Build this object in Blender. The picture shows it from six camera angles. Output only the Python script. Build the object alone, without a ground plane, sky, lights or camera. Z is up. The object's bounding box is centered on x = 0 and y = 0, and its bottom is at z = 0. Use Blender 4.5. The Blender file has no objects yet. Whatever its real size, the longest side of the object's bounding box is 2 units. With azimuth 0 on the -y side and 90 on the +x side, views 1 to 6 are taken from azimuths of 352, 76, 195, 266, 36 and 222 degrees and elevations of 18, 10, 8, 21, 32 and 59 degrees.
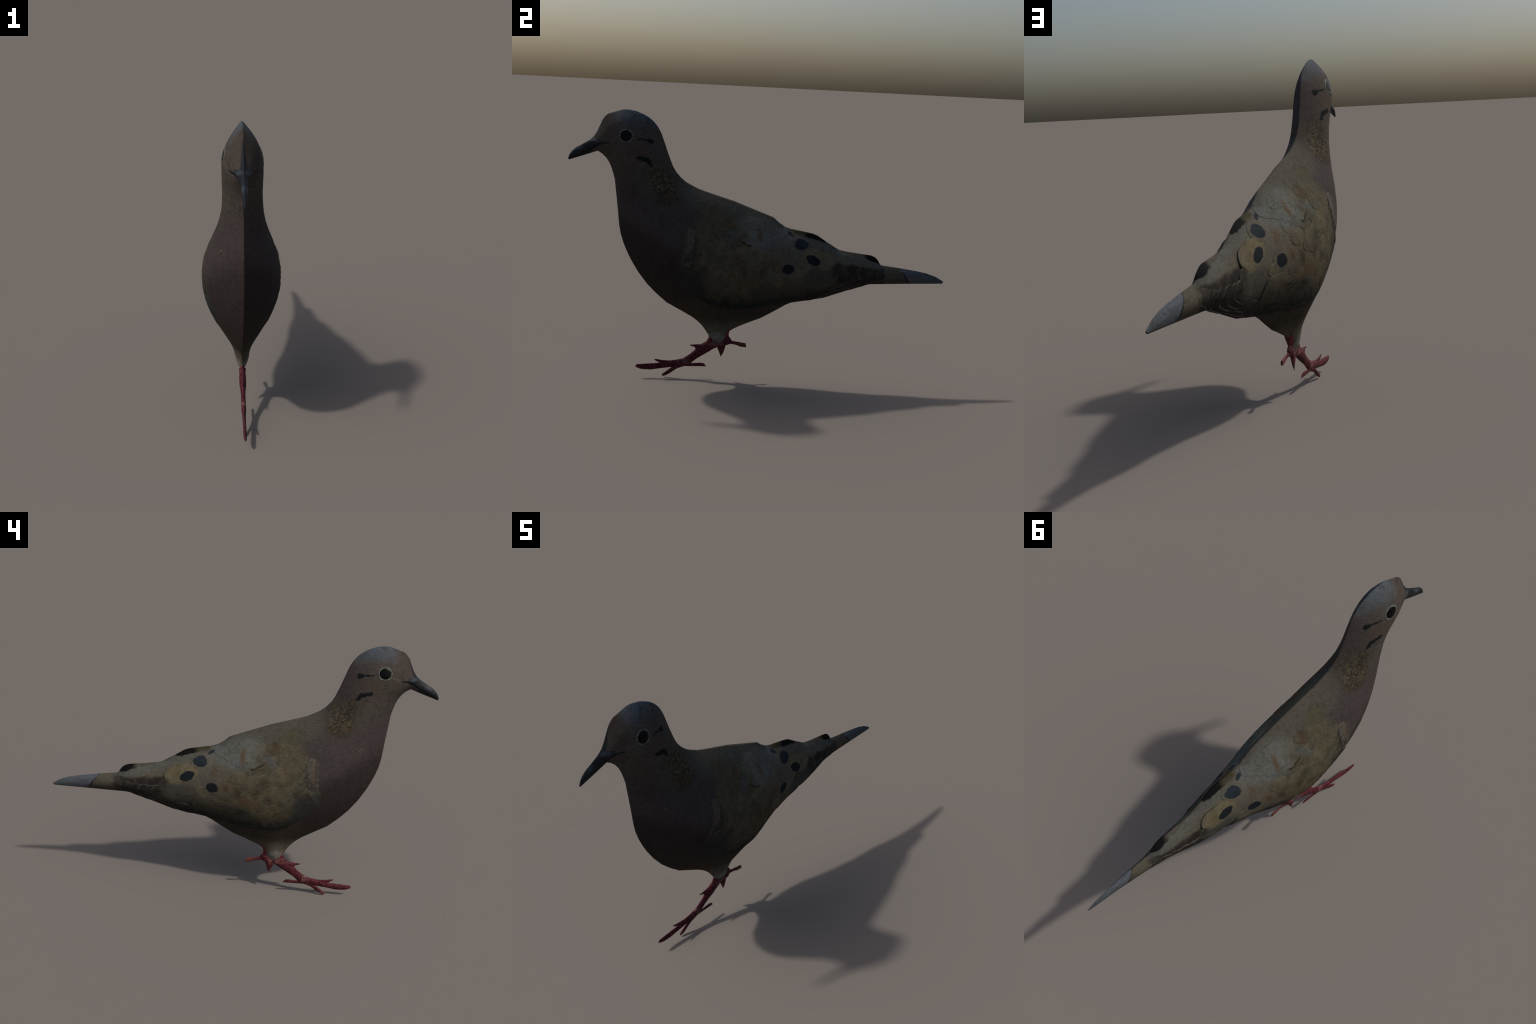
"""A brown dove standing on red legs, modelled in its own frame:
local X = sideways, local Y = backwards along the body (beak at -Y), local Z = up.
The finished bird is turned a few degrees by its root Empty."""
import bpy, bmesh, math, random
import numpy as np
from mathutils import Vector, Matrix, noise
from mathutils.bvhtree import BVHTree

random.seed(7)
SCENE = bpy.context.scene

# ------------------------------------------------------------------ profile of the bird (side view, Y Z)
FOREHEAD = [(-1.0005, 1.150), (-.9928, 1.170), (-.979, 1.1885), (-.960, 1.205), (-.934, 1.220), (-.9105, 1.2345),
            (-.890, 1.248), (-.8745, 1.263), (-.8592, 1.2865)]
CROWN = [(-.8455, 1.318), (-.832, 1.350), (-.8205, 1.3655), (-.8065, 1.379), (-.768, 1.392), (-.728, 1.405),
         (-.698, 1.404), (-.663, 1.398), (-.631, 1.3855), (-.606, 1.3725), (-.582, 1.355)]
NAPE = [(-.5565, 1.327), (-.536, 1.291), (-.518, 1.243), (-.4975, 1.187), (-.4735, 1.129), (-.4575, 1.1015),
        (-.4325, 1.073), (-.404, 1.050), (-.370, 1.032), (-.3355, 1.0155), (-.302, 1.0045), (-.266, .9935)]
MANTLE = [(-.2635, .9924), (-.147, .958), (-.043, .919), (.0588, .881), (.087, .8565), (.1145, .8356)]
RUMP = [(.155, .8225), (.210, .813), (.272, .8005), (.2975, .7915), (.350, .758), (.418, .718), (.4545, .7098),
        (.515, .702), (.5946, .692), (.6186, .682), (.6337, .6676), (.6465, .647), (.653, .6398)]
TAIL_TOP = [(.711, .6325), (.778, .6235), (.849, .6126), (.907, .6014), (.961, .5835), (1.0055, .558)]
DORSAL = FOREHEAD + CROWN + NAPE + MANTLE[1:] + RUMP + TAIL_TOP

BEAK_UNDER = [(-.9963, 1.1405), (-.925, 1.165), (-.8532, 1.191)]
THROAT = [(-.831, 1.177), (-.811, 1.158), (-.796, 1.1365), (-.784, 1.110), (-.775, 1.083), (-.7655, 1.048),
          (-.7577, .984), (-.7475, .9006), (-.7385, .8165), (-.7300, .7700)]
BREAST = [(-.7145, .7215), (-.695, .676), (-.6745, .634), (-.636, .570), (-.587, .506), (-.536, .4545),
          (-.481, .4075), (-.4115, .3695), (-.350, .335), (-.3155, .310), (-.287, .281), (-.2768, .267)]
CUFF = [(-.254, .233), (-.2535, .214), (-.235, .190), (-.205, .178), (-.172, .192), (-.149, .225), (-.147, .2555)]
BELLY = [(-.1225, .272), (-.090, .288), (-.0233, .316), (.0201, .333), (.0984, .378), (.1465, .4075), (.1763, .4212)]
TAIL_UNDER = [(.2515, .4344), (.3514, .452), (.4608, .490), (.581, .533), (.79, .540), (.9983, .5465)]
VENTRAL = BEAK_UNDER + THROAT + BREAST + CUFF + BELLY + TAIL_UNDER

# cross-sections: point on the back line, point on the belly line, half thickness, lean (+ fuller above, - fuller below)
SECTIONS = [
    ((-1.0005, 1.150), (-.9963, 1.1405), .003, 0),
    ((-.979, 1.1885), (-.975, 1.1478), .009, 0),
    ((-.934, 1.220), (-.915, 1.168), .012, 0),
    ((-.890, 1.248), (-.8720, 1.184), .016, 0),
    ((-.866, 1.276), (-.8532, 1.191), .019, 0),
    ((-.8455, 1.318), (-.842, 1.184), .025, 0),
    ((-.8205, 1.3655), (-.829, 1.175), .041, 0),
    ((-.768, 1.392), (-.811, 1.158), .060, 0),
    ((-.698, 1.404), (-.792, 1.130), .075, 0),
    ((-.606, 1.3725), (-.775, 1.083), .079, 0),
    ((-.5275, 1.268), (-.7635, 1.030), .078, 0),
    ((-.485, 1.158), (-.7577, .984), .078, 0),
    ((-.4325, 1.073), (-.7475, .9006), .086, -.05),
    ((-.370, 1.032), (-.7300, .7700), .108, -.1),
    ((-.302, 1.0045), (-.6745, .634), .140, -.15),
    ((-.230, .982), (-.536, .4545), .157, -.2),
    ((-.147, .958), (-.350, .335), .162, -.2),
    ((-.085, .935), (-.254, .233), .167, -.2),
    ((-.060, .925), (-.205, .178), .162, -.15),
    ((-.035, .916), (-.147, .2555), .164, -.2),
    ((.0588, .881), (-.0233, .316), .134, .1),
    ((.155, .8225), (.0984, .378), .107, .25),
    ((.272, .8005), (.205, .4263), .081, .15),
    ((.418, .718), (.3514, .452), .064, .05),
    ((.5946, .692), (.500, .504), .045, 0),
    ((.653, .6398), (.581, .533), .033, 0),
    ((.778, .6235), (.75, .539), .019, 0),
    ((.907, .6014), (.89, .5434), .010, 0),
    ((1.0055, .558), (.9983, .5465), .003, 0),
]


def polyline(points):
    p = np.array(points, float)
    s = np.concatenate([[0], np.cumsum(np.hypot(*np.diff(p, axis=0).T))])
    return p, s


def along(line, s):
    p, a = line
    return np.stack([np.interp(s, a, p[:, 0]), np.interp(s, a, p[:, 1])], -1)


def locate(line, q):
    """arc length of the place on the polyline nearest to q"""
    p, a = line
    s = np.linspace(0, a[-1], 6000)
    return s[np.argmin(((along(line, s) - np.array(q)) ** 2).sum(1))]


def smooth_interp(x, xs, ys):
    """monotone cubic through the keys"""
    xs, ys = np.array(xs, float), np.array(ys, float)
    h, d = np.diff(xs), np.diff(ys) / np.diff(xs)
    m = np.zeros(len(xs))
    m[0], m[-1] = d[0], d[-1]
    for i in range(1, len(xs) - 1):
        if d[i - 1] * d[i] > 0:
            w1, w2 = 2 * h[i] + h[i - 1], h[i] + 2 * h[i - 1]
            m[i] = (w1 + w2) / (w1 / d[i - 1] + w2 / d[i])
    i = np.clip(np.searchsorted(xs, x) - 1, 0, len(xs) - 2)
    t = (x - xs[i]) / h[i]
    return ((1 + 2 * t) * (1 - t) ** 2 * ys[i] + t * (1 - t) ** 2 * h[i] * m[i]
            + t * t * (3 - 2 * t) * ys[i + 1] + t * t * (t - 1) * h[i] * m[i + 1])


# ------------------------------------------------------------------ the wing outline on the flank (Y Z)
WING = [(-.375, .87), (-.357, .81), (-.336, .745), (-.350, .685), (-.395, .632), (-.435, .575), (-.405, .535), (-.342, .486), (-.267, .424),
        (-.20, .404), (-.08, .401), (.01, .409), (.09, .415), (.176, .426), (.2515, .438), (.3514, .456), (.4608, .494), (.581, .536),
        (.62, .58), (.50, .655), (.30, .74), (.12, .81), (.03, .845), (-.10, .885), (-.25, .91), (-.33, .90)]


def inside_distance(poly, pts):
    """signed distance to a closed outline, positive inside"""
    a = np.array(poly, float)
    b = np.roll(a, -1, 0)
    best, inside = np.full(len(pts), 9.0), np.zeros(len(pts), bool)
    for p, q in zip(a, b):
        e = q - p
        t = np.clip(((pts - p) @ e) / (e @ e), 0, 1)
        best = np.minimum(best, np.hypot(*(pts - p - t[:, None] * e).T))
        c = (p[1] > pts[:, 1]) != (q[1] > pts[:, 1])
        with np.errstate(divide="ignore", invalid="ignore"):
            inside ^= c & (pts[:, 0] < (q[0] - p[0]) * (pts[:, 1] - p[1]) / (q[1] - p[1]) + p[0])
    return np.where(inside, best, -best)


def line_distance(line, pts):
    a = np.array(line, float)
    best = np.full(len(pts), 9.0)
    for p, q in zip(a[:-1], a[1:]):
        e = q - p
        t = np.clip(((pts - p) @ e) / (e @ e), 0, 1)
        best = np.minimum(best, np.hypot(*(pts - p - t[:, None] * e).T))
    return best


# ------------------------------------------------------------------ body surface
NS, NM = 340, 56


def smoothstep(a, b, x):
    t = np.clip((x - a) / (b - a), 0, 1)
    return t * t * (3 - 2 * t)


def inflate(P, source):
    """height of a membrane held at the outline and pushed up by `source` (finite elements, conjugate gradients)"""
    ns, nm = P.shape[:2]
    idx = np.arange(ns * nm).reshape(ns, nm)
    a, b, c, d = idx[:-1, :-1].ravel(), idx[:-1, 1:].ravel(), idx[1:, 1:].ravel(), idx[1:, :-1].ravel()
    tri = np.concatenate([np.stack([a, b, c], 1), np.stack([a, c, d], 1)])
    X = P.reshape(-1, 2)
    e = [X[tri[:, (k + 2) % 3]] - X[tri[:, (k + 1) % 3]] for k in range(3)]
    area = np.maximum(np.abs(e[0][:, 0] * e[1][:, 1] - e[0][:, 1] * e[1][:, 0]) / 2, 1e-7)
    local = {(i, j): (e[i] * e[j]).sum(1) / (4 * area) for i in range(3) for j in range(3)}
    n = ns * nm
    rhs = np.zeros(n)
    diag = np.zeros(n)
    for k in range(3):
        rhs += np.bincount(tri[:, k], area / 3 * source.ravel()[tri[:, k]], n)
        diag += np.bincount(tri[:, k], local[k, k], n)
    free = np.zeros((ns, nm), bool)
    free[1:-1, 1:-1] = True
    free = free.ravel()

    def stiff(u):
        return sum(np.bincount(tri[:, i], sum(local[i, j] * u[tri[:, j]] for j in range(3)), n) for i in range(3)) * free

    u, r = np.zeros(n), rhs * free
    z = r / diag
    p, rz = z.copy(), r @ z
    for _ in range(700):
        q = stiff(p)
        alpha = rz / (p @ q)
        u += alpha * p
        r -= alpha * q
        z = r / diag
        new = r @ z
        if new < 1e-14:
            break
        p = z + new / rz * p
        rz = new
    return u.reshape(ns, nm)


def blur(x, width):
    k = np.exp(-.5 * (np.arange(-3 * width, 3 * width + 1) / width) ** 2)
    return np.convolve(np.pad(x, 3 * width, "edge"), k / k.sum(), "valid")


def body_grid():
    d, v = polyline(DORSAL), polyline(VENTRAL)
    k = np.arange(len(SECTIONS), dtype=float)
    sd = [locate(d, s[0]) for s in SECTIONS]
    sv = [locate(v, s[1]) for s in SECTIONS]
    weight = np.maximum(np.diff(sd) + np.diff(sv), .03)
    stations = np.interp(np.linspace(0, weight.sum(), NS), np.concatenate([[0], np.cumsum(weight)]), k)
    D, V = along(d, np.interp(stations, k, sd)), along(v, np.interp(stations, k, sv))
    w = smooth_interp(stations, k, [s[2] for s in SECTIONS])
    s = np.linspace(0, 1, NM + 1)
    s = .5 * s + .5 * (.5 - .5 * np.cos(np.pi * s))
    P = D[:, None] + s[None, :, None] * (V - D)[:, None]
    lean = blur(np.interp(stations, k, [q[3] for q in SECTIONS]), 8)
    across = np.clip(1 + lean[:, None] * (1 - 2 * s[None, :]), .15, 3)
    push = np.log(2 * w / (np.hypot(*(V - D).T) / 2) ** 2)
    for _ in range(5):
        T = inflate(P, np.exp(blur(push, 5))[:, None] * across)
        push += blur(np.log(w / np.maximum(T.max(1), 1e-4)), 5) * .9
        push = np.clip(push, -3, 7)
    lens = w[:, None] * 4 * (s * (1 - s))[None, :]
    tip = smoothstep(3.2, 1.5, stations) + smoothstep(26.5, 27.5, stations)
    T = T + (lens - T) * tip[:, None]
    # the feathered thigh stands out as a cone above the leg
    y, z = P[..., 0], P[..., 1]
    T = T + .017 * np.exp(-((y + .20) / .05) ** 2 - ((z - .225) / .055) ** 2) * (1 - np.exp(-T / .005))
    return P, T, stations, s


P, T, STATION, ACROSS = body_grid()
flat = P.reshape(-1, 2)
WING_IN = inside_distance(WING, flat).reshape(T.shape)


def body_mesh_data():
    """one welded skin; columns go down the right flank and back up the left one"""
    edge = np.minimum(ACROSS, 1 - ACROSS)[None, :] * np.ones_like(T)
    low_front = smoothstep(.86, .74, P[..., 1]) * smoothstep(.35, .1, P[..., 0])
    t = T + .004 * smoothstep(-.003, .009, WING_IN) * smoothstep(0, .12, edge) * low_front
    gape = line_distance([(-.80, 1.238), (-.84, 1.231), (-.897, 1.194), (-.985, 1.150)], P.reshape(-1, 2)).reshape(T.shape)
    t = t - np.minimum(.003, .3 * T) * smoothstep(.006, .0, gape)
    cere = np.hypot((P[..., 0] + .868) / .026, (P[..., 1] - 1.238) / .012)
    t = t + .003 * smoothstep(1.2, .4, cere)
    verts, index = [], {}
    for side in (1, -1):
        for i in range(NS):
            for j in range(NM + 1):
                if side < 0 and j in (0, NM):
                    index[side, i, j] = index[1, i, j]
                    continue
                index[side, i, j] = len(verts)
                y, z = P[i, j]
                x = t[i, j]
                if 0 < j < NM:
                    x += .0012 * noise.noise(Vector((y * 38, z * 38, 1))) * min(1, x / .03)
                verts.append((side * x, y, z))
    faces, info = [], []
    for side in (1, -1):
        for i in range(NS - 1):
            for j in range(NM):
                f = [index[side, i, j], index[side, i, j + 1], index[side, i + 1, j + 1], index[side, i + 1, j]]
                if side > 0:
                    f = f[::-1]
                faces.append(f[::-1])
                info.append((side, i, j))
    for i, rev in ((0, 1), (NS - 1, 0)):
        loop = [index[1, i, j] for j in range(NM + 1)] + [index[-1, i, j] for j in range(NM - 1, 0, -1)]
        faces.append(loop[::-1] if rev else loop)
        info.append((0, i, 0))
    return verts, faces, info


verts, faces, info = body_mesh_data()
VERTS = np.array(verts)


def skin_normals():
    """vertex normals of the whole welded skin, shared by every part cut from it"""
    n = np.zeros((len(verts), 3))
    for f in faces:
        if len(f) == 4:
            n[f] += np.cross(VERTS[f[2]] - VERTS[f[0]], VERTS[f[3]] - VERTS[f[1]])
    return n / (np.linalg.norm(n, axis=1, keepdims=True) + 1e-12)


NORMALS = skin_normals()
FLANK = BVHTree.FromPolygons([Vector(v) for v in verts], [f for f, i in zip(faces, info) if i[0] >= 0])


def flank(y, z):
    """half thickness and outward normal of the right flank at (y, z)"""
    hit = FLANK.ray_cast(Vector((1, y, z)), Vector((-1, 0, 0)))
    if hit[0] is None:
        near = FLANK.find_nearest(Vector((0, y, z)))
        return max(0.0, near[0].x), Vector((1, 0, 0))
    n = hit[1]
    return hit[0].x, n if n.x > 0 else -n


# ------------------------------------------------------------------ materials
class Net:
    """small helper that writes shader nodes as expressions"""

    def __init__(self, name):
        self.mat = bpy.data.materials.new(name)
        self.mat.use_nodes = True
        self.tree = self.mat.node_tree
        self.bsdf = self.tree.nodes["Principled BSDF"]
        self.pos = self.node("ShaderNodeTexCoord").outputs["Object"]
        sep = self.node("ShaderNodeSeparateXYZ", self.pos)
        self.x, self.y, self.z = sep.outputs

    def node(self, kind, *inputs, **props):
        n = self.tree.nodes.new(kind)
        for k, v in props.items():
            setattr(n, k, v)
        for sock, v in zip(n.inputs, inputs):
            self.put(sock, v)
        return n

    def put(self, sock, v):
        if v is None:
            return
        if isinstance(v, bpy.types.NodeSocket):
            self.tree.links.new(v, sock)
        elif isinstance(v, tuple) and len(v) == 3 and sock.type == "RGBA":
            sock.default_value = (*v, 1)
        else:
            sock.default_value = v

    def math(self, op, a, b=None, c=None, clamp=False):
        return self.node("ShaderNodeMath", a, b, c, operation=op, use_clamp=clamp).outputs[0]

    def add(self, a, b):
        return self.math("ADD", a, b)

    def sub(self, a, b):
        return self.math("SUBTRACT", a, b)

    def mul(self, a, b):
        return self.math("MULTIPLY", a, b)

    def step(self, lo, hi, x):
        """smooth 0..1 from lo to hi (hi may be below lo)"""
        n = self.node("ShaderNodeMapRange", interpolation_type="SMOOTHSTEP")
        self.put(n.inputs["Value"], x)
        a, b = (0, 1) if lo < hi else (1, 0)
        for k, v in zip(("From Min", "From Max", "To Min", "To Max"), (min(lo, hi), max(lo, hi), a, b)):
            n.inputs[k].default_value = v
        return n.outputs[0]

    def noise(self, scale, detail=3, rough=.55, stretch=(1, 1, 1), turn=0.0, distortion=0.0):
        m = self.node("ShaderNodeMapping", self.pos)
        m.inputs["Rotation"].default_value = (turn, 0, 0)
        m.inputs["Scale"].default_value = stretch
        n = self.node("ShaderNodeTexNoise")
        self.put(n.inputs["Vector"], m.outputs[0])
        n.inputs["Scale"].default_value, n.inputs["Detail"].default_value = scale, detail
        n.inputs["Roughness"].default_value, n.inputs["Distortion"].default_value = rough, distortion
        return n.outputs["Fac"]

    def mix(self, a, b, fac, blend="MIX"):
        n = self.node("ShaderNodeMix", data_type="RGBA", blend_type=blend)
        self.put(n.inputs["Factor"], fac)
        self.put(n.inputs["A"], a)
        self.put(n.inputs["B"], b)
        return n.outputs["Result"]

    def warp(self, amount, scale, detail=3):
        """coordinates shaken a little, so that no border is a clean line"""
        n = self.node("ShaderNodeTexNoise", self.pos)
        n.inputs["Scale"].default_value, n.inputs["Detail"].default_value = scale, detail
        c = self.node("ShaderNodeSeparateXYZ", n.outputs["Color"]).outputs
        self.wy = self.add(self.y, self.mul(self.sub(c[0], .5), amount))
        self.wz = self.add(self.z, self.mul(self.sub(c[1], .5), amount))

    def blob(self, y, z, ry, rz, turn=0.0, soft=.25):
        """soft oval in the side view; turn in degrees, positive raises the tail end"""
        c, s_ = math.cos(math.radians(turn)), math.sin(math.radians(turn))
        dy, dz = self.sub(self.wy, y), self.sub(self.wz, z)
        u = self.math("DIVIDE", self.add(self.mul(dy, c), self.mul(dz, s_)), ry)
        v = self.math("DIVIDE", self.sub(self.mul(dz, c), self.mul(dy, s_)), rz)
        r = self.math("SQRT", self.add(self.mul(u, u), self.mul(v, v)))
        return self.step(1 + soft, 1 - soft, r)

    def stroke(self, a, b, w0, w1, soft=.4):
        """tapered stroke from a to b"""
        ey, ez = b[0] - a[0], b[1] - a[1]
        dy, dz = self.sub(self.wy, a[0]), self.sub(self.wz, a[1])
        t = self.math("DIVIDE", self.add(self.mul(dy, ey), self.mul(dz, ez)), ey * ey + ez * ez, clamp=True)
        qy, qz = self.sub(dy, self.mul(t, ey)), self.sub(dz, self.mul(t, ez))
        d = self.math("SQRT", self.add(self.mul(qy, qy), self.mul(qz, qz)))
        w = self.add(self.mul(t, w1 - w0), w0)
        return self.step(1 + soft, 1 - soft, self.math("DIVIDE", d, w))

    def curve(self, pts):
        """height z of a line through pts, as a function of y"""
        y0, y1 = pts[0][0], pts[-1][0]
        n = self.node("ShaderNodeFloatCurve")
        self.put(n.inputs["Value"], self.math("DIVIDE", self.sub(self.wy, y0), y1 - y0, clamp=True))
        c = n.mapping.curves[0]
        while len(c.points) < len(pts):
            c.points.new(.5, .5)
        for p, (y, z) in zip(c.points, pts):
            p.location = ((y - y0) / (y1 - y0), z / 1.5)
            p.handle_type = "VECTOR"
        n.mapping.update()
        return self.mul(n.outputs[0], 1.5)

    def all(self, *masks):
        out = masks[0]
        for m in masks[1:]:
            out = self.mul(out, m)
        return out

    def any(self, *masks):
        out = masks[0]
        for m in masks[1:]:
            out = self.math("MAXIMUM", out, m)
        return out

    def finish(self, colour, rough=.75, spec=.15, bump=None, strength=.2, distance=.002):
        self.put(self.bsdf.inputs["Base Color"], colour)
        self.put(self.bsdf.inputs["Roughness"], rough)
        self.put(self.bsdf.inputs["Specular IOR Level"], spec)
        if bump is not None:
            n = self.node("ShaderNodeBump")
            n.inputs["Strength"].default_value, n.inputs["Distance"].default_value = strength, distance
            self.put(n.inputs["Height"], bump)
            self.put(self.bsdf.inputs["Normal"], n.outputs[0])
        return self.mat


def plumage(name, tint=False, gain=1.0):
    t = Net(name)
    t.warp(.030, 17)
    Y, Z = t.wy, t.wz
    big = t.noise(7, 3)
    mid = t.noise(24, 4)
    # ground colours of the body regions, each meeting the next softly
    breast, belly, thigh = (.030, .0238, .0225), (.039, .032, .024), (.082, .073, .053)  # breast darkened below its lit mauve, toward the shading on the chest
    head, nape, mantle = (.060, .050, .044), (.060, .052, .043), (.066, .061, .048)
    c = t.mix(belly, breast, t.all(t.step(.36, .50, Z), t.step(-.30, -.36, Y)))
    c = t.mix(c, thigh, t.all(t.step(.36, .27, Z), t.step(-.42, -.24, Y), t.step(.20, -.06, Y)))
    diag = t.add(Z, t.mul(Y, .55))                       # rises from the shoulder to the throat
    c = t.mix(c, (.047, .039, .038), t.step(.36, .52, t.sub(Z, t.mul(Y, -.25))))
    c = t.mix(c, nape, t.all(t.step(.60, .74, diag), t.step(.90, 1.0, Z)))
    c = t.mix(c, mantle, t.all(t.step(.79, .90, t.add(Z, t.mul(Y, .22))), t.step(-.46, -.34, Y)))
    c = t.mix(c, head, t.step(1.06, 1.16, Z))
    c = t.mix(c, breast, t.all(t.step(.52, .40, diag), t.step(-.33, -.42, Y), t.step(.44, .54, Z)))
    # wing
    wing_low = t.curve([(-.44, .56), (-.40, .533), (-.342, .486), (-.267, .424), (-.20, .404), (-.08, .401), (.01, .409), (.09, .415),
                        (.176, .424), (.2515, .433), (.46, .489), (.581, .530), (.66, .55)])
    wing_top = t.curve([(-.44, .62), (-.40, .70), (-.36, .86), (-.25, .90), (-.10, .87), (.03, .83), (.16, .800), (.349, .745), (.455, .70), (.60, .655), (.66, .64)])
    above = t.sub(Z, wing_low)
    wing = t.all(t.step(-.002, .006, above), t.step(.03, -.02, t.sub(Z, wing_top)), t.step(-.445, -.43, Y), t.step(.66, .60, Y),
                 t.any(t.step(-.375, -.34, Y), t.step(.72, .66, Z)))
    wcol = t.mix((.074, .065, .045), (.058, .051, .034), t.step(.4, .6, mid))
    wcol = t.mix(wcol, (.086, .077, .057), t.all(t.step(-.10, .12, Y), t.step(.50, .62, Z)))
    wcol = t.mix(wcol, (.042, .039, .029), t.step(.16, .05, above))  # lower wing painted darker here and next line, partly for shade at its edge
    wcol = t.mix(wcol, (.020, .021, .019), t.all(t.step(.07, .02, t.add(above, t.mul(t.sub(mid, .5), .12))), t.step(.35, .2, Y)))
    wcol = t.mix(wcol, (.026, .027, .025), t.all(t.step(-.26, -.34, Y), t.step(.68, .58, Z)))
    c = t.mix(c, wcol, wing)
    # grey scapulars under the back, with a pale soft rim
    c = t.mix(c, (.090, .092, .080), t.any(t.blob(.02, .815, .14, .055, -22, .5), t.blob(-.01, .785, .075, .06, 0, .4)))
    c = t.mix(c, (.088, .091, .086), t.all(t.any(t.blob(.125, .803, .035, .020, -25, .5), t.blob(.03, .760, .035, .022, -20, .6)), t.step(.3, .6, mid)))
    c = t.mix(c, (.062, .056, .036), t.blob(-.275, .915, .055, .035, -15, .5))
    # rufous and olive patches on the coverts
    rufous = t.any(t.blob(.125, .700, .022, .045, 20, .5), t.blob(.075, .640, .035, .03, 0, .6), t.blob(.03, .655, .035, .03, 0, .7),
                   t.blob(-.02, .805, .014, .035, 5, .6), t.blob(-.03, .585, .06, .035, -35, .6), t.blob(-.10, .555, .04, .03, 0, .6),
                   t.blob(-.165, .855, .03, .022, 0, .6))
    c = t.mix(c, (.076, .053, .033), t.mul(rufous, t.step(.32, .62, mid)))
    c = t.mix(c, (.040, .033, .022), t.mul(t.any(t.blob(.003, .612, .022, .028, 0, .7), t.blob(-.095, .612, .012, .03, 10, .7), t.blob(-.30, .63, .016, .02, 0, .5)), .75))
    c = t.mix(c, (.030, .027, .018), t.any(t.stroke((-.065, .748), (-.104, .764), .0025, .0045), t.stroke((-.104, .764), (-.134, .787), .005, .0025)))
    c = t.mix(c, (.060, .066, .064), t.mul(t.blob(-.165, .80, .04, .02, 30, .7), .7))
    c = t.mix(c, (.036, .035, .030), t.mul(t.blob(-.03, .498, .045, .026, 35, .4), .8))
    # ochre and grey of the long inner flight feathers
    c = t.mix(c, (.052, .049, .040), t.all(t.blob(.32, .575, .115, .062, 8, .15), t.step(.20, .27, Y)))
    c = t.mix(c, (.105, .090, .056), t.all(t.blob(.30, .678, .095, .046, -22, .15), t.step(.16, .24, Y)))
    c = t.mix(c, (.078, .070, .058), t.mul(t.blob(.155, .665, .06, .045, 60, .6), .6))
    # primaries, rump, tail
    tail = t.step(.655, .685, Y)
    rump_low = t.curve([(.12, .825), (.164, .809), (.204, .797), (.267, .776), (.349, .751), (.411, .719), (.455, .705), (.545, .680), (.582, .665), (.647, .645), (.70, .63)])
    over = t.sub(Z, rump_low)
    c = t.mix(c, (.077, .078, .066), t.all(t.step(-.055, -.012, over), t.step(.19, .30, Y), t.step(.70, .62, Y)))
    prim_top = t.curve([(.38, .650), (.40, .656), (.465, .646), (.527, .634), (.629, .625), (.69, .626)])
    prim = t.all(t.step(.37, .43, t.add(Y, t.mul(t.sub(Z, .55), .35))), t.step(.70, .67, Y), t.step(.010, -.010, t.sub(Z, prim_top)))
    c = t.mix(c, t.mix((.024, .021, .018), (.044, .038, .031), t.step(.46, .64, mid)), prim)
    c = t.mix(c, (.022, .020, .018), t.all(t.step(.075, .03, above), t.step(.17, .27, Y), t.step(.68, .62, Y)))
    c = t.mix(c, (.070, .060, .050), t.all(t.step(-.004, .004, over), t.step(.14, .17, Y), t.step(.70, .66, Y)))
    c = t.mix(c, (.040, .036, .020), t.all(t.step(-.004, .003, over), t.step(.14, .18, Y), t.step(.25, .22, Y)))
    c = t.mix(c, (.006, .006, .006), t.all(t.step(-.002, .004, over), t.step(.215, .245, Y), t.step(.352, .335, Y)))
    c = t.mix(c, (.006, .006, .006), t.all(t.step(-.002, .004, over), t.step(.535, .575, Y), t.step(.70, .66, Y)))
    c = t.mix(c, t.mix((.070, .063, .046), (.050, .044, .034), t.step(.585, .560, Z)), tail)
    slant = t.add(t.wy, t.mul(t.sub(t.wz, .556), .72))   # the pale tip starts further back low down
    tip = t.step(.806, .812, t.add(slant, t.mul(t.step(.584, .590, Z), .006)))
    c = t.mix(c, (.014, .014, .015), t.step(.796, .803, slant))
    c = t.mix(c, t.mix((.072, .081, .094), (.058, .067, .072), t.step(.86, .98, Y)), tip)
    c = t.mix(c, (.055, .058, .062), t.mul(t.stroke((.81, .585), (.93, .556), .005, .003), .75))
    c = t.mix(c, (.060, .056, .048), t.all(t.step(.553, .546, Z), tail, .6))
    # dark oval wing spots
    spots = t.any(t.blob(.207, .750, .038, .0235, 2, .1), t.blob(.275, .671, .043, .0245, -27, .1), t.blob(.139, .628, .034, .0255, -12, .12), t.blob(.153, .797, .022, .0085, -30, .2))
    c = t.mix(c, t.mix((.010, .013, .016), (.017, .023, .028), t.step(.70, .76, Z)), spots)
    # shine patch on the side of the neck: gold over dark bases
    c = t.mix(c, (.046, .038, .028), t.mul(t.any(t.blob(-.515, 1.03, .075, .085, 20, .7), t.blob(-.56, 1.10, .05, .05, 0, .7)), .7))
    shine = t.any(t.blob(-.512, 1.04, .050, .062, 0, .6), t.blob(-.482, .99, .034, .042, 0, .6), t.blob(-.535, 1.02, .036, .052, 0, .6), t.mul(t.blob(-.56, 1.09, .03, .04, 0, .7), .8))
    fleck = t.noise(64, 5, .68, (1, 1, 1.2), .6, .6)
    c = t.mix(c, (.022, .018, .014), t.mul(t.any(t.mul(shine, t.step(.60, .40, fleck)), t.mul(t.blob(-.49, .965, .06, .022, 10, .5), .7)), .75))
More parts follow.
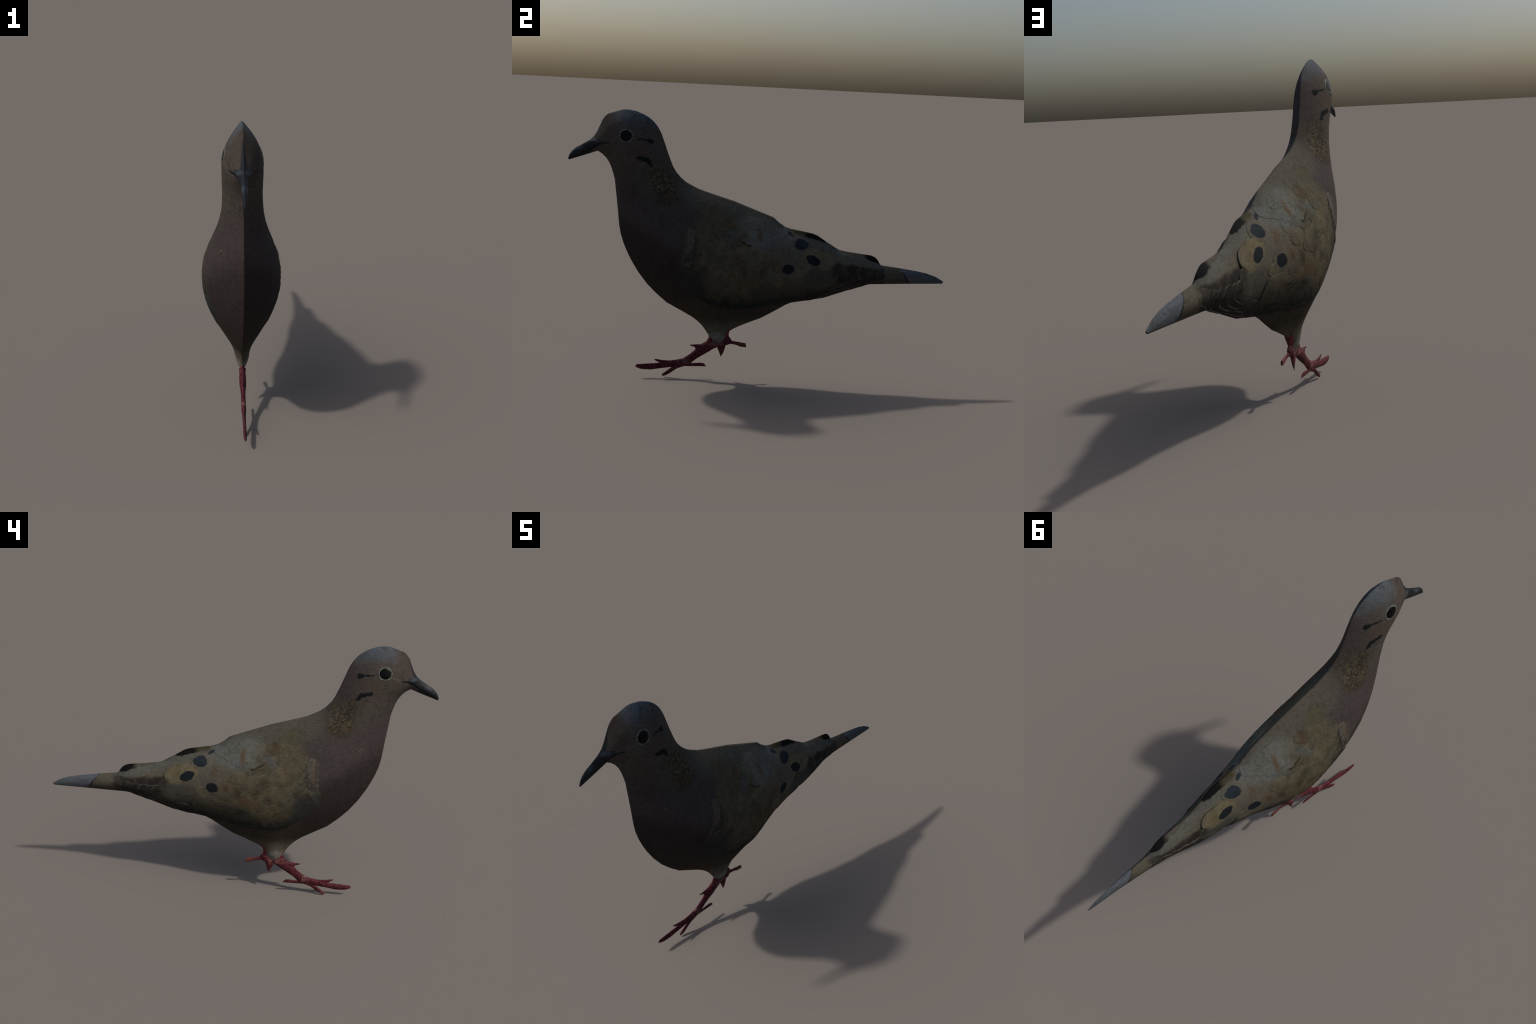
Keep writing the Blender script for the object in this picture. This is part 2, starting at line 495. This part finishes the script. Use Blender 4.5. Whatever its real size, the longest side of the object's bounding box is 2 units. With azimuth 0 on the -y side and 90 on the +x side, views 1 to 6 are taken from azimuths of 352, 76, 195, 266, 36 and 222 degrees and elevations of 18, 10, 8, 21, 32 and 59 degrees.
    c = t.mix(c, t.mix((.100, .085, .042), (.098, .062, .028), t.step(1.03, .985, Z)), t.mul(shine, t.step(.46, .66, fleck)))
    c = t.mix(c, (.090, .078, .042), t.mul(t.blob(-.56, 1.085, .03, .035, 0, .5), t.step(.56, .66, fleck)))
    # head: blue-grey crown, brown forehead and cheek, dark dashes
    crown = t.all(t.step(1.30, 1.395, t.add(Z, t.mul(t.math("ABSOLUTE", t.add(Y, .71)), .12))), t.step(-.82, -.72, Y))
    c = t.mix(c, (.064, .077, .089), t.mul(crown, t.step(.22, .52, mid)))
    c = t.mix(c, (.052, .042, .035), t.all(t.step(-.74, -.81, Y), t.step(1.24, 1.29, Z)))
    c = t.mix(c, (.062, .047, .038), t.mul(t.blob(-.66, 1.215, .075, .035, -10, .5), .8))
    c = t.mix(c, (.060, .052, .043), t.mul(t.blob(-.76, 1.19, .06, .035, 25, .5), .8))
    t.warp(.024, 48, 4)
    dash = t.any(t.stroke((-.584, 1.138), (-.604, 1.160), .007, .013), t.stroke((-.604, 1.160), (-.650, 1.173), .0125, .009),
                 t.stroke((-.588, 1.253), (-.604, 1.259), .011, .007), t.stroke((-.604, 1.260), (-.66, 1.264), .004, .003))
    c = t.mix(c, (.009, .010, .011), dash)
    c = t.mix(c, (.095, .100, .068), t.mul(t.any(t.stroke((-.748, 1.262), (-.775, 1.255), .006, .004), t.stroke((-.775, 1.255), (-.802, 1.240), .004, .003)), .35))
    # beak
    t.warp(.006, 40)
    beak = t.any(t.step(-.868, -.876, t.add(t.wy, t.mul(t.sub(t.wz, 1.225), -.35))),
                 t.stroke((-.800, 1.238), (-.842, 1.231), .003, .006, .2), t.stroke((-.845, 1.240), (-.89, 1.240), .011, .02, .2),
                 t.stroke((-.842, 1.228), (-.90, 1.205), .008, .02, .2))
    horn = t.mix((.011, .013, .016), (.032, .040, .049), t.any(t.blob(-.862, 1.243, .020, .009, -10, .5), t.blob(-.945, 1.202, .018, .008, 32, .7)))
    horn = t.mix(horn, (.006, .006, .007), t.any(t.stroke((-.800, 1.238), (-.845, 1.230), .002, .004), t.stroke((-.845, 1.230), (-.897, 1.194), .005, .005), t.stroke((-.897, 1.194), (-.985, 1.150), .005, .003)))
    c = t.mix(c, horn, beak)
    # white feathering where the thigh ends and the red skin begins
    t.warp(.02, 55)
    cuff = t.all(t.blob(-.212, .220, .042, .036, 0, .4), t.step(.30, .6, t.noise(60, 3, .6, (1, 2.2, .5))))
    c = t.mix(c, (.165, .162, .145), cuff)
    c = t.mix(c, (.14, .03, .034), t.all(t.step(.196, .184, t.wz), t.step(-.30, -.27, t.y)))
    c = t.mix(c, (.14, .03, .034), t.any(t.stroke((-.146, .262), (-.155, .20), .010, .02, .15), t.stroke((-.275, .19), (-.247, .213), .02, .012, .2)))
    # grain: fine barbs running backwards and down, and loose mottling
    barb = t.noise(105, 4, .65, (.8, .5, 1.4), -.5)
    mott = t.noise(42, 4, .65)
    c = t.mix(c, (1.38, 1.37, 1.36), t.mul(t.step(.5, .72, barb), .75), "MULTIPLY")
    c = t.mix(c, (.62, .61, .60), t.mul(t.step(.48, .28, barb), .7), "MULTIPLY")
    c = t.mix(c, (.66, .66, .67), t.mul(t.step(.50, .26, mott), .8), "MULTIPLY")
    c = t.mix(c, (.80, .79, .78), t.mul(t.step(.5, .3, big), .6), "MULTIPLY")
    if tint:
        r = t.node("ShaderNodeObjectInfo").outputs["Random"]
        c = t.mix(c, (1.20, 1.14, 1.02), t.step(.45, 1, r), "MULTIPLY")
        c = t.mix(c, (.84, .81, .78), t.step(.45, 0, r), "MULTIPLY")
    rough = t.sub(.8, t.mul(beak, .28))
    if gain != 1:
        c = t.mix(c, (gain, gain, gain * .98), 1.0, "MULTIPLY")
    spec = t.add(.05, t.mul(beak, .12))
    return t.finish(c, rough, spec, t.add(barb, mott), .3, .002)


def feather_edge():
    t = Net("pale_feather_edge")
    t.warp(.02, 40)
    c = t.mix((.108, .096, .078), (.050, .044, .036), t.step(.36, .64, t.noise(38)))
    return t.finish(c, .8, .1)


def leg_skin():
    t = Net("red_leg_skin")
    t.warp(.01, 60)
    n = t.noise(70, 4, .65)
    c = t.mix((.086, .018, .024), (.034, .006, .009), t.step(.58, .38, n))
    c = t.mix(c, (.120, .047, .050), t.step(.58, .72, n))
    c = t.mix(c, (.20, .10, .085), t.mul(t.any(t.blob(-.375, .092, .012, .022, 40, .6), t.blob(-.215, .19, .035, .018, 0, .6)), t.step(.4, .6, t.noise(110))))
    c = t.mix(c, (.115, .036, .028), t.mul(t.any(t.step(-.12, -.08, t.y), t.step(.022, .010, t.z)), .8))
    c = t.mix(c, (.030, .010, .012), t.mul(t.any(t.step(-.325, -.345, t.sub(t.y, t.mul(t.sub(.165, t.z), 3.0))), 0), t.step(.165, .172, t.z)))
    scutes = t.node("ShaderNodeTexWave", t.pos, wave_type="BANDS", bands_direction="DIAGONAL")
    scutes.inputs["Scale"].default_value, scutes.inputs["Distortion"].default_value = 24, 7
    c = t.mix(c, (.72, .70, .70), t.mul(t.step(.35, .1, scutes.outputs["Fac"]), .45), "MULTIPLY")
    return t.finish(c, .6, .12, t.add(n, t.mul(scutes.outputs["Fac"], .5)), .3, .003)


def eye_black():
    t = Net("eye_black")
    return t.finish((.003, .003, .003), .18, .10)


def eyelid():
    t = Net("bare_eye_ring")
    c = t.mix((.045, .053, .044), (.100, .110, .088), t.step(.4, .65, t.noise(70)))
    return t.finish(c, .6, .2, t.noise(120), .2)


PLUMAGE = plumage("plumage")
COVERT = plumage("covert_plumage", tint=True)
COVERT_EDGE = plumage("covert_edge_plumage", tint=True, gain=1.22)
EDGE = feather_edge()
LEG_SKIN = leg_skin()
EYE, EYELID = eye_black(), eyelid()

# ------------------------------------------------------------------ hierarchy
ROOT = bpy.data.objects.new("dove", None)
SCENE.collection.objects.link(ROOT)
ROOT["label"] = "grey brown dove with dark wing spots and red legs"
ROOT["category"] = "bird"


def place(name, mesh, parent):
    o = bpy.data.objects.new(name, mesh)
    SCENE.collection.objects.link(o)
    o.parent = parent
    return o


def region_of(side, i, j):
    st = STATION[i]
    y, z = P[i, j]
    if side and WING_IN[i, j] > 0 and WING_IN[min(i + 1, NS - 1), j] > 0:
        return "wing" if side > 0 else "wing.001"
    if st < 4:
        return "beak"
    if st < 10.3:
        return "head"
    if st < 13:
        return "neck"
    if st < 23.5:
        return "belly" if z < .45 and 15.5 < st < 21 else "torso"
    return "tail"


PARTS = {}


def build_body():
    groups = {}
    for k, (side, i, j) in enumerate(info):
        groups.setdefault(region_of(side, i, j), []).append(k)
    for name, ks in groups.items():
        used = sorted({v for k in ks for v in faces[k]})
        new = {v: n for n, v in enumerate(used)}
        me = bpy.data.meshes.new(name)
        me.from_pydata([verts[v] for v in used], [], [[new[v] for v in faces[k]] for k in ks])
        me.update()
        me.polygons.foreach_set("use_smooth", [True] * len(ks))
        me.normals_split_custom_set([tuple(NORMALS[v]) for k in ks for v in faces[k]])
        me.materials.append(PLUMAGE)
        PARTS[name] = place(name, me, ROOT)


build_body()


# ------------------------------------------------------------------ legs and toes: flattened lofts
def loft(name, sections, parent, material, thick=.5, cap=.0):
    """sections: (edge point, opposite edge point) in the bird's plane; lens-shaped across"""
    m, steps = 10, 6
    keys = np.arange(len(sections), dtype=float)
    ks = np.linspace(0, len(sections) - 1, (len(sections) - 1) * steps + 1)
    A = np.stack([smooth_interp(ks, keys, [s[0][c] for s in sections]) for c in (0, 1)], -1)
    B = np.stack([smooth_interp(ks, keys, [s[1][c] for s in sections]) for c in (0, 1)], -1)
    vs, fs = [], []
    ring = 2 * m
    for a, b in zip(A, B):
        half = np.hypot(*(b - a)) / 2
        for j in range(ring):
            s = j / m if j <= m else (ring - j) / m
            sg = 1 if j <= m else -1
            s = .5 - .5 * math.cos(math.pi * s)
            x = sg * max(half * thick, .0015) * (1 - (2 * s - 1) ** 2) ** .75
            y, z = a + s * (b - a)
            vs.append((x, y, z))
    n = len(A)
    for i in range(n - 1):
        for j in range(ring):
            k = (j + 1) % ring
            fs.append((i * ring + j, i * ring + k, (i + 1) * ring + k, (i + 1) * ring + j))
    fs.append(tuple(range(ring))[::-1])
    fs.append(tuple((n - 1) * ring + j for j in range(ring)))
    me = bpy.data.meshes.new(name)
    me.from_pydata(vs, [], fs)
    bm = bmesh.new()
    bm.from_mesh(me)
    bmesh.ops.recalc_face_normals(bm, faces=bm.faces)
    bm.to_mesh(me)
    bm.free()
    me.polygons.foreach_set("use_smooth", [len(p.vertices) == 4 for p in me.polygons])
    me.materials.append(material)
    return place(name, me, parent)


STANDING_LEG = [((-.2575, .216), (-.185, .186)), ((-.2595, .208), (-.195, .174)), ((-.2656, .1998), (-.206, .167)), ((-.290, .185), (-.221, .160)),
                ((-.322, .154), (-.255, .138)), ((-.336, .140), (-.288, .1177)), ((-.3594, .1208), (-.318, .098)), ((-.386, .1054), (-.345, .075)),
                ((-.413, .0961), (-.378, .0605)), ((-.435, .090), (-.410, .055))]
STANDING_TOES = [
    [((-.39, .100), (-.38, .062)), ((-.4533, .0892), (-.4446, .0525)), ((-.51, .0760), (-.50, .0455)), ((-.57, .0711), (-.5632, .0369)),
     ((-.61, .0677), (-.602, .039)), ((-.628, .0662), (-.622, .0447)), ((-.6365, .056), (-.637, .0525))],
    [((-.413, .0961), (-.42, .075)), ((-.4533, .0894), (-.46, .070)), ((-.494, .0913), (-.505, .075)), ((-.517, .0948), (-.524, .084)),
     ((-.5325, .0972), (-.539, .0932))],
    [((-.40, .080), (-.365, .062)), ((-.4446, .0521), (-.4145, .0454)), ((-.47, .0325), (-.4443, .0243)), ((-.4949, .0129), (-.471, .0078)),
     ((-.4952, .011), (-.4911, .0007))],
    [((-.37, .095), (-.381, .0588)), ((-.3365, .0759), (-.337, .0586)), ((-.30, .0786), (-.30, .0587)), ((-.281, .0781), (-.28, .0587)),
     ((-.269, .0715), (-.268, .0587)), ((-.262, .0615), (-.261, .0587))],
    [((-.27, .192), (-.30, .15)), ((-.294, .1834), (-.322, .158)), ((-.315, .1818), (-.327, .167)), ((-.335, .1797), (-.341, .170)),
     ((-.3535, .178), (-.3545, .177))],
]
LIFTED_LEG = [((-.19, .262), (-.140, .264)), ((-.19, .238), (-.1465, .2445)), ((-.19, .225), (-.1462, .2314)), ((-.193, .205), (-.131, .2075)),
              ((-.195, .185), (-.138, .187)), ((-.19, .172), (-.160, .178))]
LIFTED_TOES = [
    [((-.165, .215), (-.163, .179)), ((-.1292, .2047), (-.1403, .186)), ((-.100, .1995), (-.1093, .1823)), ((-.074, .1952), (-.0779, .1711)),
     ((-.0538, .1918), (-.0500, .1690))],
    [((-.20, .19), (-.158, .19)), ((-.2052, .1664), (-.162, .174)), ((-.198, .149), (-.1657, .1553)), ((-.191, .131), (-.1739, .132)),
     ((-.1864, .1195), (-.181, .1205)), ((-.186, .1135), (-.185, .113))],
]


def build_legs():
    for sections, toes in ((STANDING_LEG, STANDING_TOES), (LIFTED_LEG, LIFTED_TOES)):
        leg = loft("leg", sections, ROOT, LEG_SKIN, .42)
        for t in toes:
            loft("toe", t, leg, LEG_SKIN, .42)


build_legs()

# ------------------------------------------------------------------ feathers: thin curved blades lying on the flank
def bezier(points, u):
    """curve through the hand-set points of a feather shaft"""
    k = np.arange(len(points), dtype=float)
    x = u * (len(points) - 1)
    return np.stack([smooth_interp(x, k, [p[0] for p in points]), smooth_interp(x, k, [p[1] for p in points])], -1)


def feather_mesh(shaft, width, lift, edge=None, round_from=.72, base=.55, bury=.0015, under=0.0, edge_from=.5, sides=(1, 0), main=None, blunt=2.0, rim=.0036):
    nu = 18
    length = float(np.hypot(*np.diff(bezier(shaft, np.linspace(0, 1, 40)), axis=0).T).sum())
    e = rim / length
    us = np.concatenate([np.linspace(0, 1 - 4 * e, nu - 5), [1 - 2.5 * e, 1 - 1.6 * e, 1 - e, 1 - .4 * e, 1.0]])
    k = 1 - rim / (width / 2)
    vs = np.array([-1, -k, -.6, -.3, -.05, .05, .3, .6, k, 1])
    C = bezier(shaft, us)
    G = np.gradient(C, us, axis=0)
    G /= np.linalg.norm(G, axis=1, keepdims=True)
    tipped = np.maximum(1 - (np.maximum(us - round_from, 0) / (1 - round_from)) ** blunt, 0) ** (1 / blunt)
    hw = width / 2 * (base + (1 - base) * smoothstep(0, .5, us)) * np.maximum(tipped, .03)
    verts, faces, kind = [], [], []
    nv = len(vs)
    for layer in (0, 1):
        for i, u in enumerate(us):
            for v in vs:
                y = C[i, 0] - G[i, 1] * v * hw[i]
                z = C[i, 1] + G[i, 0] * v * hw[i]
                x, n = flank(y, z)
                rise = -bury + (lift + bury) * float(smoothstep(0, .45, u)) + under * float(smoothstep(.05, .45, u))
                rise -= .0006 * (abs(v) > .95)
                if abs(v) < .1 and .05 < u < .95:
                    rise += .0006
                if layer:
                    rise -= .0035 + lift
                n = Vector((max(n.x, .35), n.y, n.z)).normalized()
                p = Vector((x, y, z)) + n * rise
                verts.append((max(p.x, .0004), p.y, p.z))
    m = len(us) * nv
    for i in range(len(us) - 1):
        for j in range(nv - 1):
            a, b, c, d = i * nv + j, i * nv + j + 1, (i + 1) * nv + j + 1, (i + 1) * nv + j
            faces.append((a, b, c, d))
            rim = us[i] >= edge_from and ((j == 0 and sides[0]) or (j == nv - 2 and us[i] >= sides[1]) or i >= len(us) - 3)
            kind.append(1 if rim else 0)
            faces.append((d + m, c + m, b + m, a + m))
            kind.append(0)
    ring = [j for j in range(nv)] + [i * nv + nv - 1 for i in range(1, len(us))] + [(len(us) - 1) * nv + j for j in range(nv - 2, -1, -1)] + [i * nv for i in range(len(us) - 2, 0, -1)]
    for a, b in zip(ring, ring[1:] + ring[:1]):
        faces.append((b, a, a + m, b + m))
        kind.append(1 if (a // nv) and us[min(a // nv, len(us) - 1)] >= edge_from else 0)
    me = bpy.data.meshes.new("feather")
    me.from_pydata(verts, [], faces)
    bm = bmesh.new()
    bm.from_mesh(me)
    bmesh.ops.recalc_face_normals(bm, faces=bm.faces)
    bm.to_mesh(me)
    bm.free()
    me.materials.append(main or COVERT)
    me.materials.append(edge or main or COVERT)
    me.polygons.foreach_set("material_index", kind)
    me.polygons.foreach_set("use_smooth", [True] * len(faces))
    me.set_sharp_from_angle(angle=math.radians(50))
    return me


def both_sides(name, mesh, parents):
    for side, parent in zip((1, -1), parents):
        o = place(name, mesh, parent)
        if side < 0:
            o.scale = (-1, 1, 1)


WINGS = (PARTS["wing"], PARTS["wing.001"])
TAILS = (PARTS["tail"], PARTS["tail"])
HEADS = (PARTS["head"], PARTS["head"])

# stacked primaries: the longest lies lowest
PRIMARIES = [
    ([(.36, .492), (.52, .540), (.62, .580), (.684, .600)], .062), ([(.34, .490), (.50, .537), (.58, .566), (.634, .584)], .070),
    ([(.30, .488), (.45, .528), (.53, .556), (.579, .576)], .076), ([(.27, .492), (.40, .527), (.48, .554), (.534, .577)], .078),
    ([(.25, .500), (.37, .530), (.44, .554), (.488, .577)], .078), ([(.24, .510), (.34, .537), (.41, .562), (.456, .586)], .072),
]
# slim outer flight feathers along the lower wing edge
OUTER = [([(.10, .423), (.26, .446), (.40, .484), (.50, .518)], .018), ([(.08, .430), (.24, .456), (.36, .490), (.44, .517)], .020),
         ([(-.06, .413), (.06, .422), (.18, .441), (.30, .472)], .020), ([(-.20, .412), (-.08, .412), (.06, .432), (.16, .452)], .020)]
SECONDARY = ([(.16, .450), (.24, .465), (.30, .480), (.343, .500)], .062)
GREY_TERTIAL = ([(.20, .560), (.30, .570), (.37, .583), (.430, .596)], .134)
OCHRE_TERTIAL = ([(.18, .712), (.27, .690), (.34, .665), (.394, .648)], .086)
COVERTS = [([(.10, .545), (.16, .528), (.21, .515), (.240, .512)], .118), ([(.10, .775), (.16, .765), (.21, .75), (.262, .735)], .082),
           ([(.05, .655), (.10, .64), (.15, .625), (.190, .612)], .082)]
SCAPULARS = [([(-.05, .860), (.02, .838), (.08, .818), (.134, .800)], .075), ([(-.10, .830), (-.05, .80), (.0, .775), (.040, .755)], .085),
             ([(-.22, .835), (-.16, .81), (-.11, .785), (-.062, .760)], .075), ([(-.14, .875), (-.06, .858), (.0, .84), (.06, .822)], .06)]


def build_feathers():
    rows = random.Random(11)
    taken = [(.207, .75), (.275, .67), (.139, .628)]
    # rows of small coverts over the front of the wing
    z = .47
    while z < .86:
        y = -.31 + rows.uniform(0, .04)
        while y < .13:
            w = rows.uniform(.052, .068)
            length = rows.uniform(.085, .12)
            a = math.radians(-22 + 16 * (z - .47) / .4 + rows.uniform(-9, 9))
            ty, tz = y + length * math.cos(a), z + length * math.sin(a)
            mid = (y + length * .5 * math.cos(a + .06), z + length * .5 * math.sin(a + .06))
            d = inside_distance(WING, np.array([(y, z), (ty, tz)]))
            if d.min() > .026 and all(math.hypot(ty - p[0], tz - p[1]) > .07 for p in taken):
                me = feather_mesh([(y, z), mid, (ty, tz)], w, rows.uniform(.0010, .0022), COVERT_EDGE, round_from=.45, base=.75, edge_from=.55, rim=.005)
                both_sides("feather", me, WINGS)
            y += rows.uniform(.058, .08)
        z += rows.uniform(.040, .052)
    for k, (shaft, w) in enumerate(PRIMARIES):
        both_sides("feather", feather_mesh(shaft, w, .0014, EDGE, .80, .45, under=.0013 * k, edge_from=.35, sides=(1, .90), main=PLUMAGE, blunt=2.2, rim=.0042), WINGS)
    for k, (shaft, w) in enumerate(OUTER):
        both_sides("feather", feather_mesh(shaft, w, .0016, EDGE if k < 2 else None, .85, .6, under=.0006 * k, edge_from=.2, sides=(1, 0), main=PLUMAGE), WINGS)
    both_sides("feather", feather_mesh(*SECONDARY, .003, EDGE, .70, .6, under=.002, sides=(1, 2), main=PLUMAGE), WINGS)
    both_sides("feather", feather_mesh(*GREY_TERTIAL, .0018, EDGE, .60, .6, under=.004, main=PLUMAGE), WINGS)
    both_sides("feather", feather_mesh(*OCHRE_TERTIAL, .0012, None, .60, .7, under=.0055, main=PLUMAGE), WINGS)
    both_sides("feather", feather_mesh(*COVERTS[0], .0015, EDGE, .50, .7, under=.005, edge_from=.62, main=PLUMAGE), WINGS)
    for shaft, w in COVERTS[1:]:
        both_sides("feather", feather_mesh(shaft, w, .0010, None, .55, .8, under=.0006, main=PLUMAGE), WINGS)
    for k, (shaft, w) in enumerate(SCAPULARS):
        both_sides("feather", feather_mesh(shaft, w, .0016, None, .55, .8, under=.0004 * k, main=PLUMAGE), WINGS)
    # two visible tail feathers per side
    both_sides("tail_feather", feather_mesh([(.64, .585), (.76, .585), (.87, .575), (.955, .560)], .046, .0003, None, .80, .8, main=PLUMAGE), TAILS)
    both_sides("tail_feather", feather_mesh([(.66, .605), (.76, .606), (.85, .596), (.90, .589)], .018, .0003, None, .85, .8, under=.001, main=PLUMAGE), TAILS)


build_feathers()


def strand_mesh(strands, radius):
    """loose barbs: thin tapered rods lying on the flank"""
    vs, fs = [], []
    for shaft, lift, thick in strands:
        us = np.linspace(0, 1, 8)
        C = bezier(shaft, us)
        start = len(vs)
        for i, u in enumerate(us):
            x, n = flank(*C[i])
            g = C[min(i + 1, 7)] - C[max(i - 1, 0)]
            side = n.cross(Vector((0, g[0], g[1]))).normalized()
            r = radius * thick * (1 - .8 * u)
            c = Vector((x, C[i, 0], C[i, 1])) + n * (lift * u + .0004)
            for k in range(5):
                a = math.tau * k / 5
                vs.append(tuple(c + side * r * math.cos(a) + n * r * .7 * math.sin(a)))
            if i:
                o = start + i * 5
                fs += [(o - 5 + k, o - 5 + (k + 1) % 5, o + (k + 1) % 5, o + k) for k in range(5)]
        fs += [tuple(range(start, start + 5)), tuple(range(len(vs) - 5, len(vs)))[::-1]]
    me = bpy.data.meshes.new("feather_barb")
    me.from_pydata(vs, [], fs)
    bm = bmesh.new()
    bm.from_mesh(me)
    bmesh.ops.recalc_face_normals(bm, faces=bm.faces)
    bm.to_mesh(me)
    bm.free()
    me.polygons.foreach_set("use_smooth", [True] * len(me.polygons))
    return me


def build_shoulder():
    r = random.Random(5)
    # the pale tuft of side feathers that hangs over the front of the wing
    tuft = plain_tuft()
    both_sides("feather", feather_mesh([(-.405, .85), (-.383, .81), (-.383, .76), (-.392, .70)], .056, .0022, None, .6, .5, main=tuft), (PARTS["torso"],) * 2)
    strands = []
    for k in range(76):
        f = k / 75
        y0, z0 = -.396 + .020 * r.uniform(-1, 1) - .014 * f, .826 - .185 * f
        length = (.098 - .040 * f) * r.uniform(.6, 1.1)
        a = math.radians(-50 + 8 * f + r.uniform(-8, 8))
        strands.append(([(y0, z0), (y0 + .5 * length * math.cos(a + .1), z0 + .5 * length * math.sin(a + .1)), (y0 + length * math.cos(a), z0 + length * math.sin(a))],
                        r.uniform(.001, .004), r.uniform(.6, 1.2)))
    for k in range(12):
        y0, z0 = .012 + .05 * k / 11 + r.uniform(-.004, .004), .556 - .010 * k / 11
        strands.append(([(y0, z0), (y0 + .012, z0 - .022), (y0 + .024, z0 - .05 + .012 * r.random())], .0012, .8))
    me = strand_mesh(strands, .0023)
    me.materials.append(barb_pale())
    for side, parent in zip((1, -1), WINGS):
        o = place("feather_barb", me, parent)
        o["kind"] = "stuff"
        o.scale = (side, 1, 1)
    both_sides("feather", feather_mesh([(-.634, .893), (-.618, .873), (-.602, .857)], .010, .002, None, .5, .5, main=barb_pale()), (PARTS["torso"],) * 2)


def plain_tuft():
    t = Net("shoulder_tuft")
    t.warp(.02, 40)
    c = t.mix((.082, .064, .050), (.052, .040, .035), t.step(-.385, -.405, t.wy))
    c = t.mix(c, (.082, .074, .062), t.step(-.380, -.365, t.wy))
    b = t.noise(110, 3, .6, (1, .5, 1), .8)
    c = t.mix(c, (.75, .74, .73), t.step(.5, .3, b), "MULTIPLY")
    return t.finish(c, .8, .1, b, .3, .002)


def barb_pale():
    t = Net("pale_barbs")
    c = t.mix((.080, .072, .060), (.042, .037, .031), t.step(.38, .62, t.noise(55)))
    return t.finish(c, .8, .1)


build_shoulder()


# ------------------------------------------------------------------ eyes
def dome(name, y, z, ry, rz, inner, outer, height, material, turn=0.0):
    """rounded disc or ring lying on the head; height(r) in metres for r between inner and outer"""
    rings, seg = 12, 40
    vs, fs = [], []
    for i in range(rings + 1):
        r = inner + (outer - inner) * i / rings
        for k in range(seg):
            a = math.tau * k / seg
            u, v = r * ry * math.cos(a), r * rz * math.sin(a)
            py, pz = y + u * math.cos(turn) - v * math.sin(turn), z + u * math.sin(turn) + v * math.cos(turn)
            x, n = flank(py, pz)
            vs.append((x + height((r - inner) / (outer - inner)), py, pz))
    for i in range(rings):
        for k in range(seg):
            l = (k + 1) % seg
            fs.append((i * seg + k, i * seg + l, (i + 1) * seg + l, (i + 1) * seg + k))
    fs.append(tuple(range(seg))[::-1])
    me = bpy.data.meshes.new(name)
    me.from_pydata(vs, [], fs)
    bm = bmesh.new()
    bm.from_mesh(me)
    bmesh.ops.recalc_face_normals(bm, faces=bm.faces)
    bm.normal_update()
    if sum(f.normal.x for f in bm.faces) < 0:
        bmesh.ops.reverse_faces(bm, faces=bm.faces)
    bm.to_mesh(me)
    bm.free()
    me.polygons.foreach_set("use_smooth", [True] * len(me.polygons))
    me.materials.append(material)
    return me


ball = dome("eye", -.7125, 1.2785, .0315, .0285, .02, 1, lambda r: .0042 * math.sqrt(max(1 - r * r, 0)) - .001, EYE)
lid = dome("eyelid", -.7125, 1.2775, .0378, .0352, .80, 1.0, lambda r: .0022 * math.sin(math.pi * (.12 + .88 * r)) - .001 * r, EYELID)
both_sides("eye", ball, HEADS)
both_sides("eyelid", lid, HEADS)

# ------------------------------------------------------------------ turn the bird as it stands
n = Vector((1, -.10607, -.0352)).normalized()
fwd = Vector((.10607, 1, 0)).normalized()
up = n.cross(fwd)
M = Matrix((n, fwd, up)).transposed().to_4x4()
M.translation = Vector((.0015, 0, 0))
ROOT.matrix_world = M
